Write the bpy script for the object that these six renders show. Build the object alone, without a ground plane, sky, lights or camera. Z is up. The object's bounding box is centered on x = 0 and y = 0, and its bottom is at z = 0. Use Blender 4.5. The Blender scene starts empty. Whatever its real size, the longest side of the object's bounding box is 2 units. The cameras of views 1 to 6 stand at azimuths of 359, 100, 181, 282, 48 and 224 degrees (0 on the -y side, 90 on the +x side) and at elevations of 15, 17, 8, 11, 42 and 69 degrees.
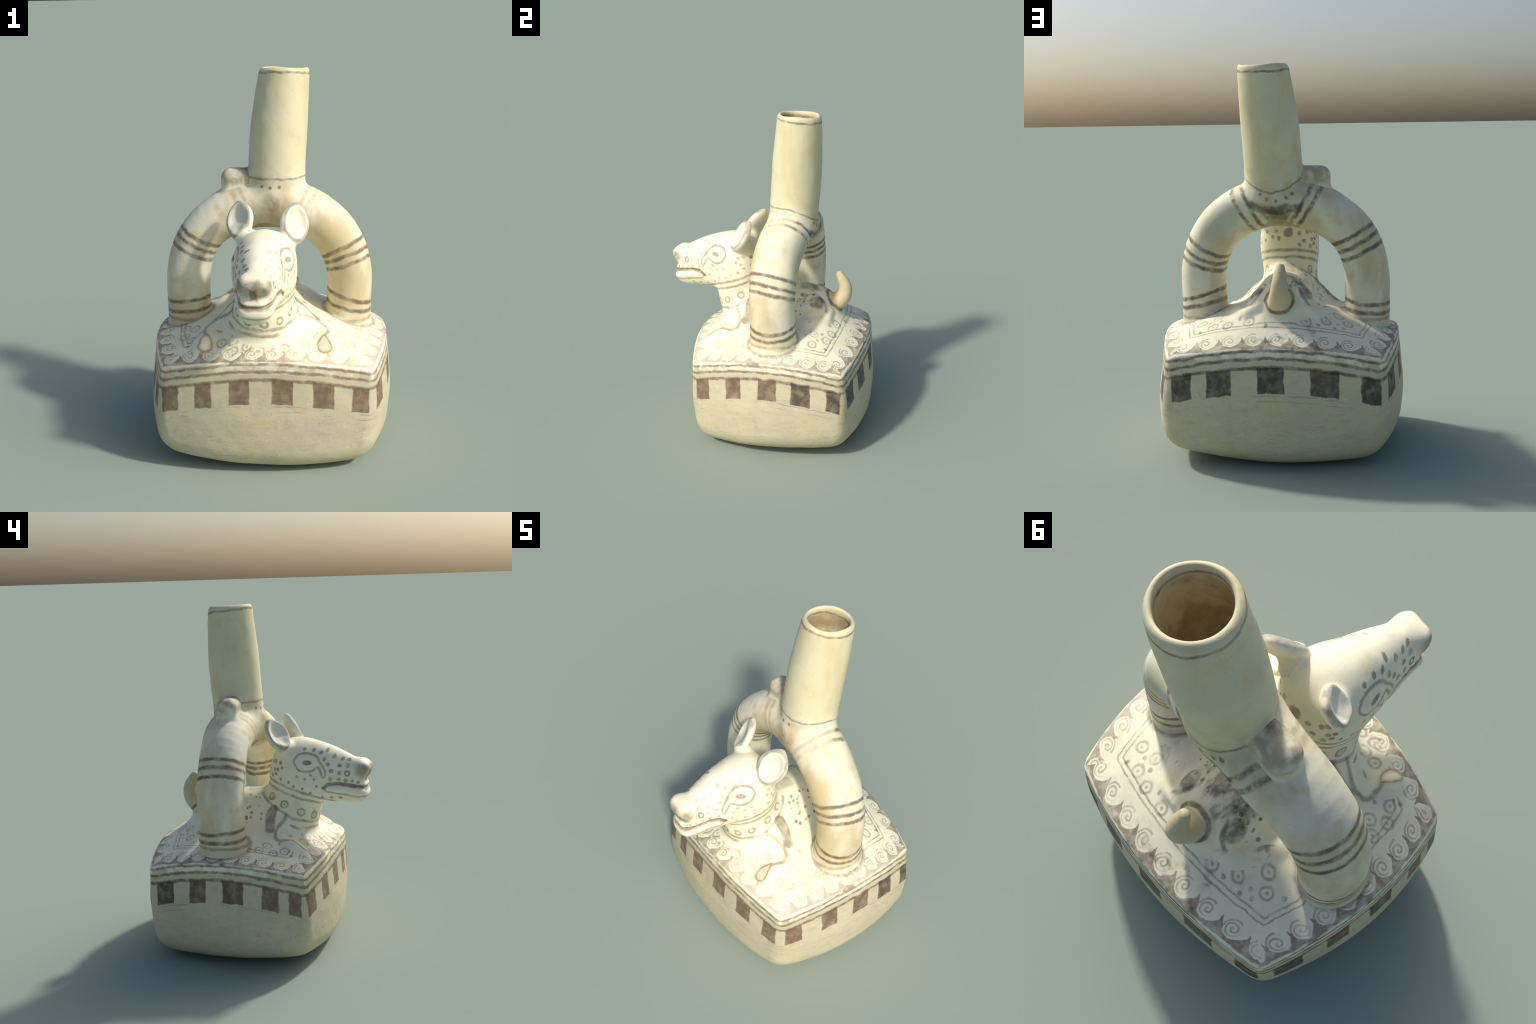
import bpy, math, numpy as np
from concurrent.futures import ThreadPoolExecutor

# ---------------------------------------------------------------- frame
# The jar stands a little turned on the ground; everything is built in its own
# frame (u to the right flank, v to the tail end, z up) and turned as a whole.
CENTRE = (-0.005, 0.082, 0.0)
TURN = math.radians(-4.8)
CELL = 0.0072

# ---------------------------------------------------------------- helpers
def smin(a, b, k):
    h = np.maximum(k - np.abs(a - b), 0.0) / k
    return np.minimum(a, b) - h * h * (k * 0.25)

def smax(a, b, k):
    return -smin(-a, -b, k)

def spline(points, n):
    """Catmull-Rom through control rows, n samples per span."""
    p = np.array(points, float)
    p = np.vstack([2 * p[0] - p[1], p, 2 * p[-1] - p[-2]])
    out = []
    for i in range(1, len(p) - 2):
        for t in np.linspace(0, 1, n, endpoint=False):
            a, b, c, d = p[i - 1], p[i], p[i + 1], p[i + 2]
            out.append(0.5 * (2 * b + (c - a) * t + (2 * a - 5 * b + 4 * c - d) * t * t + (3 * b - a - 3 * c + d) * t ** 3))
    out.append(p[-2])
    return np.array(out)

def tube(P, rows):
    """Distance to a round tube: rows of (x, y, z, radius)."""
    d = np.full(len(P), 9.0)
    for a, b in zip(rows[:-1], rows[1:]):
        ab = b[:3] - a[:3]
        t = np.clip(((P - a[:3]) @ ab) / (ab @ ab), 0, 1)
        q = np.linalg.norm(P - a[:3] - t[:, None] * ab, axis=1) - (a[3] + t * (b[3] - a[3]))
        d = np.minimum(d, q)
    return d

def ellipsoid(P, c, r, axes=None):
    q = P - np.array(c)
    if axes is not None:
        q = q @ np.array(axes).T
    r = np.array(r)
    k0 = np.linalg.norm(q / r, axis=1)
    k1 = np.linalg.norm(q / (r * r), axis=1)
    return k0 * (k0 - 1) / np.maximum(k1, 1e-6)

def unit(x):
    x = np.array(x, float)
    return x / np.linalg.norm(x)

def within(P, lo, hi, f, far=0.2):
    """Evaluate f only inside a box, elsewhere the part is far away."""
    m = np.all((P > np.array(lo) - 0.12) & (P < np.array(hi) + 0.12), axis=1)
    d = np.full(len(P), far)
    if m.any():
        d[m] = f(P[m])
    return d

# ---------------------------------------------------------------- the box-shaped vessel
HALF_U, HALF_V, BULGE_U, BULGE_V = 0.54, 0.45, 0.090, 0.085

LID = (0.548, 0.066, 0.085)   # corner height, rise to the middle of an edge, extra dome

def reach_u(v):
    return HALF_U + BULGE_U * (1 - np.minimum((v / HALF_V) ** 2, 1.4))

def reach_v(u):
    return HALF_V + BULGE_V * (1 - np.minimum((u / HALF_U) ** 2, 1.4))

def lid_height(u, v):
    a2 = np.minimum((u / reach_u(v)) ** 2, 1.3)
    b2 = np.minimum((v / reach_v(u)) ** 2, 1.3)
    inner = np.maximum((1 - a2) * (1 - b2), 0)
    return LID[0] + LID[1] * ((1 - a2) + (1 - b2)) + LID[2] * inner ** 1.6 + 0.05 * inner * np.clip(v / 0.3, 0, 1)   # fuller at the tail end

SIDE_PROFILE = spline([(-0.10, 0.900), (0.0, 0.940), (0.10, 0.985), (0.20, 1.012), (0.32, 1.025), (0.45, 1.008), (0.56, 0.990), (0.68, 0.965), (0.9, 0.85)], 6)

def vessel(P):
    u, v, z = P.T
    lean = 0.004 + 0.016 * np.clip((0.58 - z) / 0.36, 0, 1)   # the walls skew towards one diagonal lower down
    u, v = u - 1.6 * lean * v - 0.009 * np.clip(-u / 0.4, 0, 1), v - lean * u - 0.016 * np.clip(v / 0.4, 0, 1)
    k = np.interp(z, SIDE_PROFILE[:, 0], SIDE_PROFILE[:, 1])
    du = np.abs(u) - reach_u(v) * k
    dv = np.abs(v) - reach_v(u) * k
    sharp = np.clip((z - 0.1) / 0.4, 0, 1)
    side = smax(du, dv, 0.050 - 0.02 * sharp)
    top = (z - lid_height(u, v)) * 0.9
    a2, b2 = (u / HALF_U) ** 2, (v / HALF_V) ** 2
    foot = (0.042 * np.minimum(a2, 1.5) + 0.016 * np.minimum(b2, 1.5) + 0.022 * np.clip(u * v / (HALF_U * HALF_V), -1, 1)) - z
    return smax(smax(side, top, 0.016), foot, 0.115)

# ---------------------------------------------------------------- stirrup handle and spout
ARCH = spline([(-0.438, 0.030, 0.600, 0.124), (-0.446, 0.041, 0.700, 0.118), (-0.449, 0.045, 0.800, 0.117), (-0.446, 0.048, 0.900, 0.117),
               (-0.428, 0.051, 1.000, 0.117), (-0.394, 0.052, 1.085, 0.118), (-0.340, 0.057, 1.155, 0.119), (-0.270, 0.062, 1.212, 0.121),
               (-0.190, 0.070, 1.256, 0.124), (-0.080, 0.071, 1.283, 0.126), (0.030, 0.060, 1.289, 0.128), (0.112, 0.056, 1.276, 0.128),
               (0.196, 0.048, 1.245, 0.128), (0.277, 0.037, 1.194, 0.126), (0.346, 0.029, 1.123, 0.123), (0.395, 0.026, 1.030, 0.120),
               (0.420, 0.027, 0.920, 0.118), (0.420, 0.027, 0.800, 0.118), (0.415, 0.028, 0.700, 0.121), (0.411, 0.026, 0.600, 0.127)], 2)
FLAT = 0.87   # the handle is a little wider fore and aft than across

def handle(P):
    def f(Q):
        Q = Q.copy(); Q[:, 1] = 0.04 + (Q[:, 1] - 0.04) * FLAT
        rows = ARCH.copy(); rows[:, 1] = 0.04 + (rows[:, 1] - 0.04) * FLAT
        return tube(Q, rows)
    return within(P, (-0.58, -0.12, 0.55), (0.56, 0.23, 1.43), f)

SPOUT = spline([(1.22, 0.035, 0.072, 0.148), (1.39, 0.036, 0.079, 0.149), (1.50, 0.038, 0.088, 0.150), (1.60, 0.043, 0.097, 0.150), (1.70, 0.049, 0.105, 0.149),
                (1.79, 0.058, 0.112, 0.144), (1.87, 0.066, 0.118, 0.139), (1.935, 0.074, 0.122, 0.134), (2.05, 0.083, 0.128, 0.125)], 6)

def spout_axis(z):
    return [np.interp(z, SPOUT[:, 0], SPOUT[:, i]) for i in (1, 2, 3)]

def spout(P):
    def f(Q):
        u, v, z = Q.T
        cu, cv, r = spout_axis(z)
        rr = np.hypot(u - cu, v - cv)
        rim = 1.996 - 0.055 * (v - 0.115) + 0.003 * np.sin(3 * np.arctan2(v - cv, u - cu) + 1)
        shell = smax(rr - r, z - rim, 0.035)
        return smax(shell, 1.24 - z, 0.05)
    return within(P, (-0.13, -0.09, 1.15), (0.23, 0.28, 2.0), f)

def bore(P):
    def f(Q):
        u, v, z = Q.T
        cu, cv, r = spout_axis(z)
        wall = 0.027 + 0.03 * np.clip((1.85 - z) / 0.2, 0, 1)
        return smax(np.hypot(u - cu, v - cv) - (r - wall), 1.68 - z, 0.1)
    return within(P, (-0.13, -0.09, 1.35), (0.23, 0.28, 2.1), f)

def lug(P):
    def f(Q):
        q = np.abs(Q - np.array((-0.176, 0.070, 1.380))) - np.array((0.034, 0.010, 0.044))
        d = np.linalg.norm(np.maximum(q, 0), axis=1) + np.minimum(q.max(axis=1), 0) - 0.050
        return d
    return within(P, (-0.28, -0.03, 1.28), (-0.1, 0.15, 1.49), f)

# ---------------------------------------------------------------- the animal
HEAD_O, HEAD_F, HEAD_R = np.array((-0.020, -0.384)), np.array((-0.0995, -0.995)), np.array((0.995, -0.0995))
# stations along the head: forward distance, crown height, jaw height, half width
HEAD = spline([(-0.260, 1.100, 0.930, 0.100), (-0.225, 1.150, 0.900, 0.128), (-0.170, 1.194, 0.880, 0.145), (-0.105, 1.217, 0.866, 0.151), (-0.034, 1.221, 0.861, 0.148),
               (0.036, 1.209, 0.859, 0.140), (0.117, 1.184, 0.860, 0.120), (0.167, 1.164, 0.859, 0.106), (0.217, 1.138, 0.857, 0.094),
               (0.262, 1.118, 0.859, 0.086), (0.308, 1.108, 0.867, 0.080), (0.345, 1.080, 0.884, 0.073), (0.380, 1.055, 0.90, 0.067)], 5)

def head_frame(P):
    q = P[:, :2] - HEAD_O
    return q @ HEAD_F, q @ HEAD_R, P[:, 2]

MOUTH = ((0.098, 0.958), (0.131, 0.982), (0.187, 0.984), (0.243, 0.974), (0.299, 0.965), (0.340, 0.946))
LIP = ((0.098, 0.958), (0.118, 0.939), (0.184, 0.924), (0.241, 0.915), (0.296, 0.903), (0.345, 0.902))

def mouth_line(s):
    return np.interp(s, [m[0] for m in MOUTH], [m[1] for m in MOUTH])

def head(P):
    def f(Q):
        s, t, z = head_frame(Q)
        crown, jaw, w = [np.interp(s, HEAD[:, 0], HEAD[:, i]) for i in (1, 2, 3)]
        t = t + 0.008 - 0.020 * np.clip(s / 0.25, 0, 1)
        mid = jaw + (crown - jaw) * 0.45
        up = z > mid
        h = np.where(up, crown - mid, mid - jaw)
        p = np.where(up, 2.1, 2.4)
        a, b = np.abs(t) / w, np.abs(z - mid) / h
        r = (a ** p + b ** p) ** (1 / p)
        d = (r - 1) * np.minimum(w, h) * 0.92
        d = smax(d, s - 0.328, 0.05)
        d = smax(d, -0.235 - s, 0.10)
        return d
    return within(P, (-0.2, -0.76, 0.84), (0.17, -0.1, 1.25), f)

def muzzle(P):
    """Nose pad standing over the upper lip."""
    def f(Q):
        s, t, z = head_frame(Q)
        L = np.stack([s, t, z], 1)
        return smin(ellipsoid(L, (0.291, 0.044, 1.060), (0.056, 0.045, 0.050)), ellipsoid(L, (0.291, -0.024, 1.060), (0.056, 0.045, 0.050)), 0.05)
    return within(P, (-0.2, -0.78, 0.95), (0.1, -0.55, 1.15), f)

EYES = ((0.104, -0.376, 1.101), (-0.163, -0.366, 1.104))

def head_relief(P):
    """Mouth slit, lips, nostrils and eyeballs as small swells and grooves."""
    out = np.zeros(len(P))
    m = np.all((P > (-0.3, -0.85, 0.82)) & (P < (0.25, -0.2, 1.2)), axis=1)
    if not m.any():
        return out
    Q = P[m]
    s, t, z = head_frame(Q)
    fade = np.clip((s - 0.09) / 0.05, 0, 1)
    g = np.exp(-((z - mouth_line(s)) / 0.011) ** 2) * 0.012 * fade
    g -= np.exp(-((z - mouth_line(s) + 0.036) / 0.022) ** 2) * 0.005 * fade
    g += np.exp(-((z - 0.996) / 0.022) ** 2) * np.clip((s - 0.26) / 0.05, 0, 1) * 0.012
    for side in (-1, 1):
        c = np.array((0.348, 0.012 + side * 0.043, 1.035))
        g += 0.016 * np.exp(-(np.linalg.norm((np.stack([s, t, z], 1) - c) / (0.03, 0.019, 0.022), axis=1)) ** 2)
    for e in EYES:
        g -= 0.007 * np.exp(-(np.linalg.norm(Q - np.array(e), axis=1) / 0.036) ** 2)
    out[m] = g
    return out

NECK = spline([(-0.006, -0.290, 1.060, 0.145), (-0.010, -0.282, 0.960, 0.148), (-0.016, -0.280, 0.880, 0.150), (-0.020, -0.276, 0.800, 0.149), (-0.022, -0.248, 0.700, 0.152), (-0.022, -0.24, 0.62, 0.155)], 4)

def neck(P):
    return within(P, (-0.19, -0.44, 0.6), (0.15, -0.02, 1.2), lambda Q: tube(Q, NECK))

# stations along the back: v, crest height, half width low down
BACK = spline([(-0.34, 0.70, 0.24), (-0.24, 0.84, 0.25), (-0.12, 0.935, 0.250), (0.0, 0.940, 0.235), (0.10, 0.940, 0.225), (0.19, 0.932, 0.215), (0.27, 0.905, 0.20), (0.33, 0.84, 0.16), (0.39, 0.74, 0.11), (0.44, 0.66, 0.08)], 5)

def torso(P):
    def f(Q):
        u, v, z = Q.T
        crest, w = np.interp(v, BACK[:, 0], BACK[:, 1]), np.interp(v, BACK[:, 0], BACK[:, 2])
        base = 0.64
        h = np.maximum(crest - base, 0.02)
        a, b = np.abs(u + 0.012) / w, np.maximum(z - base, 0) / h
        r = (a ** 1.38 + b ** 1.38) ** (1 / 1.38)
        rr = np.sqrt(a * a + b * b)
        d = (0.8 * r + 0.2 * rr - 1) * np.minimum(w, h) * 0.72
        # blunt crest
        d = smax(d, (z - crest + 0.012) * 0.9, 0.05)
        d = smax(d, v - 0.40, 0.08)
        return smax(smax(d, -0.34 - v, 0.08), 0.55 - z, 0.05)
    return within(P, (-0.27, -0.34, 0.58), (0.26, 0.42, 0.94), f)

SHINS = {side: spline([(side * 0.110 - 0.012, 0.305, 0.770, 0.030), (side * 0.175 - 0.012, 0.285, 0.735, 0.032), (side * 0.215 - 0.012, 0.215, 0.722, 0.029), (side * 0.240 - 0.012, 0.130, 0.712, 0.024)], 4) for side in (-1, 1)}

def haunch(P):
    def f(Q):
        d = None
        for side in (-1, 1):
            e = ellipsoid(Q, (-0.012 + side * 0.105, 0.212, 0.772), (0.062, 0.098, 0.082))
            e = smin(e, tube(Q, SHINS[side]), 0.02)
            d = e if d is None else np.minimum(d, e)
        return d
    return within(P, (-0.32, 0.06, 0.64), (0.30, 0.36, 0.87), f)

PAWS = []
for side in (-1, 1):
    PAWS.append(spline([(side * 0.150 - 0.012, -0.19, 0.735, 0.075), (side * 0.235 - 0.012, -0.22, 0.675, 0.055), (side * 0.285 - 0.012, -0.27, 0.658, 0.034), (side * 0.315 - 0.012, -0.335, 0.645, 0.040), (side * 0.325 - 0.012, -0.388, 0.626, 0.028)], 4))

def foreleg(P):
    return within(P, (-0.4, -0.45, 0.58), (0.37, -0.08, 0.82), lambda Q: np.minimum(tube(Q, PAWS[0]), tube(Q, PAWS[1])))

TAIL = spline([(-0.012, 0.290, 0.790, 0.062), (-0.013, 0.345, 0.812, 0.058), (-0.015, 0.382, 0.855, 0.047), (-0.018, 0.388, 0.905, 0.040), (-0.020, 0.370, 0.950, 0.033), (-0.021, 0.352, 0.982, 0.024)], 4)

def tail(P):
    return within(P, (-0.1, 0.22, 0.7), (0.08, 0.46, 1.02), lambda Q: tube(Q, TAIL))

def ear_frame(side):
    if side < 0:
        low, tip = np.array((-0.143, -0.266, 1.180)), np.array((-0.150, -0.160, 1.346))
    else:
        low, tip = np.array((0.133, -0.288, 1.166)), np.array((0.154, -0.186, 1.340))
    a = unit(tip - low)
    n = np.array((side * 0.50, -0.74, 0.42)); n = unit(n - a * (n @ a))
    b = np.cross(a, n)
    return (low + tip) / 2, np.linalg.norm(tip - low) / 2, a, b, n

EARS = {side: ear_frame(side) for side in (-1, 1)}

def ear(P, side):
    c, half, a, b, n = EARS[side]
    def f(Q):
        q = Q - c
        la = q @ a
        leaf = 1 - 0.30 * np.clip(np.abs(la) / half, 0, 1.2) ** 2 * (0.6 + 0.4 * np.sign(la))
        L = np.stack([la, (q @ b) / leaf, q @ n], 1)
        body = ellipsoid(L, (0.0, 0, -0.012), (half + 0.006, 0.080, 0.038))
        dish = ellipsoid(L, (0.002, 0, 0.038), (half - 0.005, 0.070, 0.050))
        d = smax(body, -dish, 0.014)
        root = np.array((side * 0.100 - 0.006, -0.235, 1.165))
        stem = tube(Q, np.array([[*(root), 0.052], [*(c - a * half * 0.62 - n * 0.020), 0.038]]))
        return smin(d, smax(stem, -dish, 0.014), 0.035)
    lo, hi = c - 0.15, c + 0.12
    return within(P, lo, hi, f)

def unevenness(P):
    u, v, z = P.T
    return (0.0013 * np.sin(11 * u + 7 * z + 1.3) * np.sin(9 * v - 8 * z + 0.4) + 0.0006 * np.sin(23 * u - 17 * v + 0.7) * np.sin(19 * z + 13 * v)
            + 0.0003 * np.sin(47 * z + 31 * u) * np.sin(41 * v - 29 * u + 2.0))

PART_FIELDS = {
    "vessel_body": vessel, "stirrup_handle": handle, "spout": spout, "lug": lug, "torso": torso, "neck": neck,
    "head": lambda P: np.minimum(head(P), muzzle(P)), "ear": lambda P: np.minimum(ear(P, -1), ear(P, 1)), "foreleg": foreleg, "tail": tail, "hindleg": haunch}

def jar(P):
    P = np.asarray(P, float)
    if len(P) < 40000:
        return jar_part(P)
    with ThreadPoolExecutor(4) as pool:
        return np.concatenate(list(pool.map(jar_part, np.array_split(P, max(4, len(P) // 30000)))))

def jar_part(P):
    beast = smin(torso(P), haunch(P), 0.022)
    beast = smin(beast, neck(P), 0.09)
    beast = smin(beast, foreleg(P), 0.04)
    h = smin(head(P), muzzle(P), 0.022)
    h = smin(h, ear(P, -1), 0.022)
    h = smin(h, ear(P, 1), 0.022) + head_relief(P)
    beast = smin(beast, h, 0.05)
    beast = smin(beast, tail(P), 0.035)
    arch = smin(handle(P), lug(P), 0.022)
    arch = smin(arch, spout(P), 0.03)
    d = smin(vessel(P), beast, 0.05)
    d = smin(d, arch, 0.022)
    return smax(d, -bore(P), 0.02) + unevenness(P)

def gradient(P, e=0.0015):
    g = np.zeros_like(P)
    for k in ((1, -1, -1), (-1, -1, 1), (-1, 1, -1), (1, 1, 1)):
        k = np.array(k, float)
        g += k * jar(P + k * e)[:, None]
    return g / (4 * e)

# ---------------------------------------------------------------- surface from the field
def polygonise(lo, hi, h, block=8):
    n = np.ceil((np.array(hi) - lo) / (h * block)).astype(int)
    lo = np.array(lo, float)
    size = n * block + 1
    ii = np.stack(np.meshgrid(*[np.arange(k) for k in n], indexing="ij"), -1).reshape(-1, 3)
    mid = lo + (ii + 0.5) * h * block
    dm = jar(mid)
    field = np.ones(size, np.float32)
    near = np.abs(dm) < h * block * 0.9 + 0.012
    inside = ~near & (dm < 0)
    for b in ii[inside] * block:
        field[b[0]:b[0] + block + 1, b[1]:b[1] + block + 1, b[2]:b[2] + block + 1] = -1
    off = np.stack(np.meshgrid(*[np.arange(block + 1)] * 3, indexing="ij"), -1).reshape(-1, 3)
    todo = ii[near] * block
    for i in range(0, len(todo), 400):
        part = todo[i:i + 400]
        d = jar((lo + (part[:, None, :] + off[None]) * h).reshape(-1, 3)).reshape(len(part), block + 1, block + 1, block + 1)
        for b, q in zip(part, d):
            field[b[0]:b[0] + block + 1, b[1]:b[1] + block + 1, b[2]:b[2] + block + 1] = q
    sign = field < 0
    c = np.zeros(np.array(size) - 1, np.int8)
    for dx in (0, 1):
        for dy in (0, 1):
            for dz in (0, 1):
                c += sign[dx:size[0] - 1 + dx, dy:size[1] - 1 + dy, dz:size[2] - 1 + dz]
    cells = np.argwhere((c > 0) & (c < 8))
    index = np.full(c.shape, -1, np.int64)
    index[tuple(cells.T)] = np.arange(len(cells))
    verts = np.zeros((len(cells), 3)); count = np.zeros(len(cells))
    quads = []
    for ax in range(3):
        o1, o2 = [(1, 2), (2, 0), (0, 1)][ax]
        a = [slice(None)] * 3; b = [slice(None)] * 3
        a[ax] = slice(0, -1); b[ax] = slice(1, None)
        cross = sign[tuple(a)] != sign[tuple(b)]
        e = np.argwhere(cross)
        e = e[(e[:, o1] > 0) & (e[:, o2] > 0) & (e[:, o1] < c.shape[o1]) & (e[:, o2] < c.shape[o2])]
        e2 = e.copy(); e2[:, ax] += 1
        f0, f1 = field[tuple(e.T)], field[tuple(e2.T)]
        p = lo + e * h
        p = p.astype(float); p[:, ax] += h * f0 / (f0 - f1)
        ring = []
        for s1, s2 in ((0, 0), (-1, 0), (-1, -1), (0, -1)):
            q = e.copy(); q[:, o1] += s1; q[:, o2] += s2
            k = index[tuple(q.T)]
            ring.append(k)
            np.add.at(verts, k, p); np.add.at(count, k, 1)
        ring = np.stack(ring, 1)
        flip = f0 > 0
        ring[flip] = ring[flip][:, ::-1]
        quads.append(ring)
    verts /= np.maximum(count, 1)[:, None]
    return verts, np.vstack(quads)

def settle(V, rounds=3):
    for _ in range(rounds):
        g = gradient(V)
        n2 = np.maximum((g * g).sum(1), 0.05)
        step = -(jar(V) / n2)[:, None] * g
        l = np.linalg.norm(step, axis=1, keepdims=True)
        V = V + step * np.minimum(1, 0.006 / np.maximum(l, 1e-9))
    return V
# ---------------------------------------------------------------- painted surfaces
class Sig:
    """A number in a shader tree; arithmetic on it adds Math nodes."""
    def __init__(self, ink, sock):
        self.ink, self.sock = ink, sock
    def __add__(self, o): return self.ink.math("ADD", self, o)
    def __radd__(self, o): return self.ink.math("ADD", o, self)
    def __sub__(self, o): return self.ink.math("SUBTRACT", self, o)
    def __rsub__(self, o): return self.ink.math("SUBTRACT", o, self)
    def __mul__(self, o): return self.ink.math("MULTIPLY", self, o)
    def __rmul__(self, o): return self.ink.math("MULTIPLY", o, self)
    def __truediv__(self, o): return self.ink.math("DIVIDE", self, o)
    def __neg__(self): return self.ink.math("MULTIPLY", self, -1.0)

class Paint:
    """Builds one material: a slip ground and layers of painted marks over it."""
    def __init__(self, name):
        self.m = bpy.data.materials.new(name)
        self.m.use_nodes = True
        self.t = self.m.node_tree
        self.bsdf = self.t.nodes["Principled BSDF"]
        co = self.new("ShaderNodeTexCoord")
        self.P = co.outputs["Object"]
        w1 = self.vec("SUBTRACT", self.noise_vec(17.0, 1.0), (0.5, 0.5, 0.5))
        w2 = self.vec("SUBTRACT", self.noise_vec(70.0, 1.0), (0.5, 0.5, 0.5))
        a = self.vec("MULTIPLY", w1, (0.016, 0.016, 0.016))
        b = self.vec("MULTIPLY", w2, (0.005, 0.005, 0.005))
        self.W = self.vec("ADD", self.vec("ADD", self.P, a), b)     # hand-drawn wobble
        self.u, self.v, self.z = self.split(self.W)
        self.colour = None

    def new(self, kind):
        return self.t.nodes.new(kind)
    def link(self, a, b):
        self.t.links.new(a, b)
    def put(self, sock, x):
        if isinstance(x, Sig): self.link(x.sock, sock)
        elif hasattr(x, "is_output"): self.link(x, sock)
        elif isinstance(x, (tuple, list)) and sock.type == "RGBA": sock.default_value = (*x, 1.0)[:4]
        else: sock.default_value = x
    def math(self, op, a, b=0.0, c=0.0):
        n = self.new("ShaderNodeMath"); n.operation = op
        for i, x in enumerate((a, b, c)): self.put(n.inputs[i], x)
        return Sig(self, n.outputs[0])
    def vec(self, op, a, b=(0, 0, 0)):
        n = self.new("ShaderNodeVectorMath"); n.operation = op
        self.put(n.inputs[0], a); self.put(n.inputs[1], b)
        return n.outputs["Value" if op in ("DISTANCE", "DOT_PRODUCT", "LENGTH") else "Vector"]
    def dist(self, a, b): return Sig(self, self.vec("DISTANCE", a, b))
    def dot(self, a, b): return Sig(self, self.vec("DOT_PRODUCT", a, b))
    def length(self, a): return Sig(self, self.vec("LENGTH", a))
    def min(self, a, b): return b if a is None else self.math("MINIMUM", a, b)
    def max(self, a, b): return self.math("MAXIMUM", a, b)
    def abs(self, a): return self.math("ABSOLUTE", a)
    def pow(self, a, p): return self.math("POWER", a, p)
    def pick(self, cond, a, b):          # cond 1 -> a, 0 -> b
        return b + (a - b) * cond
    def less(self, a, b): return self.math("LESS_THAN", a, b)
    def split(self, v):
        n = self.new("ShaderNodeSeparateXYZ"); self.link(v, n.inputs[0])
        return [Sig(self, o) for o in n.outputs]
    def join(self, x, y, z=0.0):
        n = self.new("ShaderNodeCombineXYZ")
        for i, q in enumerate((x, y, z)): self.put(n.inputs[i], q)
        return n.outputs[0]
    def ramp(self, x, lo, hi, a=0.0, b=1.0):
        n = self.new("ShaderNodeMapRange"); n.interpolation_type = "SMOOTHSTEP"
        for k, q in zip(("Value", "From Min", "From Max", "To Min", "To Max"), (x, lo, hi, a, b)): self.put(n.inputs[k], q)
        return Sig(self, n.outputs["Result"])
    def noise_node(self, scale, detail, coord=None, stretch=None, rough=0.55):
        n = self.new("ShaderNodeTexNoise")
        src = coord or self.P
        if stretch: src = self.vec("MULTIPLY", src, stretch)
        self.link(src, n.inputs["Vector"])
        n.inputs["Scale"].default_value, n.inputs["Detail"].default_value, n.inputs["Roughness"].default_value = scale, detail, rough
        return n
    def noise(self, scale, detail=3.0, stretch=None, shift=None, rough=0.55):
        src = self.vec("ADD", self.P, shift) if shift else None
        return Sig(self, self.noise_node(scale, detail, src, stretch, rough).outputs["Fac"])
    def noise_vec(self, scale, detail):
        return self.noise_node(scale, detail).outputs["Color"]
    def mix(self, fac, a, b):
        n = self.new("ShaderNodeMix"); n.data_type = "RGBA"
        self.put(n.inputs[0], fac); self.put(n.inputs[6], a); self.put(n.inputs[7], b)
        return n.outputs[2]
    # ---- distances to marks
    def spots(self, at, points):
        d = None
        for p in points: d = self.min(d, self.dist(at, p))
        return d
    def stroke(self, at, points, closed=False):
        d = None
        pts = list(points) + ([points[0]] if closed else [])
        for a, b in zip(pts[:-1], pts[1:]):
            ab = [j - i for i, j in zip(a, b)]
            l2 = sum(k * k for k in ab) or 1e-9
            pa = self.vec("SUBTRACT", at, a)
            n = self.new("ShaderNodeMath"); n.operation = "MULTIPLY"; n.use_clamp = True
            self.link(self.vec("DOT_PRODUCT", pa, ab), n.inputs[0]); n.inputs[1].default_value = 1 / l2
            sc = self.new("ShaderNodeVectorMath"); sc.operation = "SCALE"
            sc.inputs[0].default_value = ab; self.link(n.outputs[0], sc.inputs["Scale"])
            d = self.min(d, self.dist(pa, sc.outputs[0]))
        return d
    def band(self, plane):
        return self.abs(self.dot(self.W, plane[:3]) - plane[3])
    def mask(self, d, soft=0.003):
        return self.ramp(d, soft, -soft)
    # ---- layers
    def ground(self, main, other, warm, grey, amount=1.0):
        big = self.noise(3.2, 4.0)
        mid = self.noise(9.0, 5.0, shift=(3.1, 1.7, 0.4))
        fine = self.noise(55.0, 4.0, rough=0.7)
        c = self.mix(self.ramp(big, 0.38, 0.66, 0, amount), main, other)
        c = self.mix(self.ramp(mid, 0.52, 0.74, 0, 0.75 * amount), c, warm)
        c = self.mix(self.ramp(self.noise(5.0, 4.0, shift=(7.7, 2.2, 5.1)), 0.56, 0.76, 0, 0.7 * amount), c, grey)
        c = self.mix(self.ramp(fine, 0.40, 0.30, 0, 0.28), c, tuple(0.62 * k for k in warm))
        self.colour = c
    def specks(self, scale=34.0, size=0.16, fac=0.7, colour=(0.86, 0.80, 0.62)):
        n = self.new("ShaderNodeTexVoronoi"); self.link(self.P, n.inputs["Vector"]); n.inputs["Scale"].default_value = scale
        s = self.new("ShaderNodeSeparateColor"); self.link(n.outputs["Color"], s.inputs[0])
        keep = self.less(Sig(self, s.outputs[0]), 0.16)
        near = self.ramp(Sig(self, n.outputs["Distance"]), size, size * 0.4)
        self.colour = self.mix(near * keep * fac, self.colour, colour)
    def paint(self, mask, colour, cover=0.9, wear=0.45):
        streak = self.noise(21.0, 5.0, rough=0.6)
        worn = self.ramp(streak, 0.70, 0.40, 1.0 - wear, 1.0)
        self.colour = self.mix(mask * worn * cover, self.colour, colour)
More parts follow.
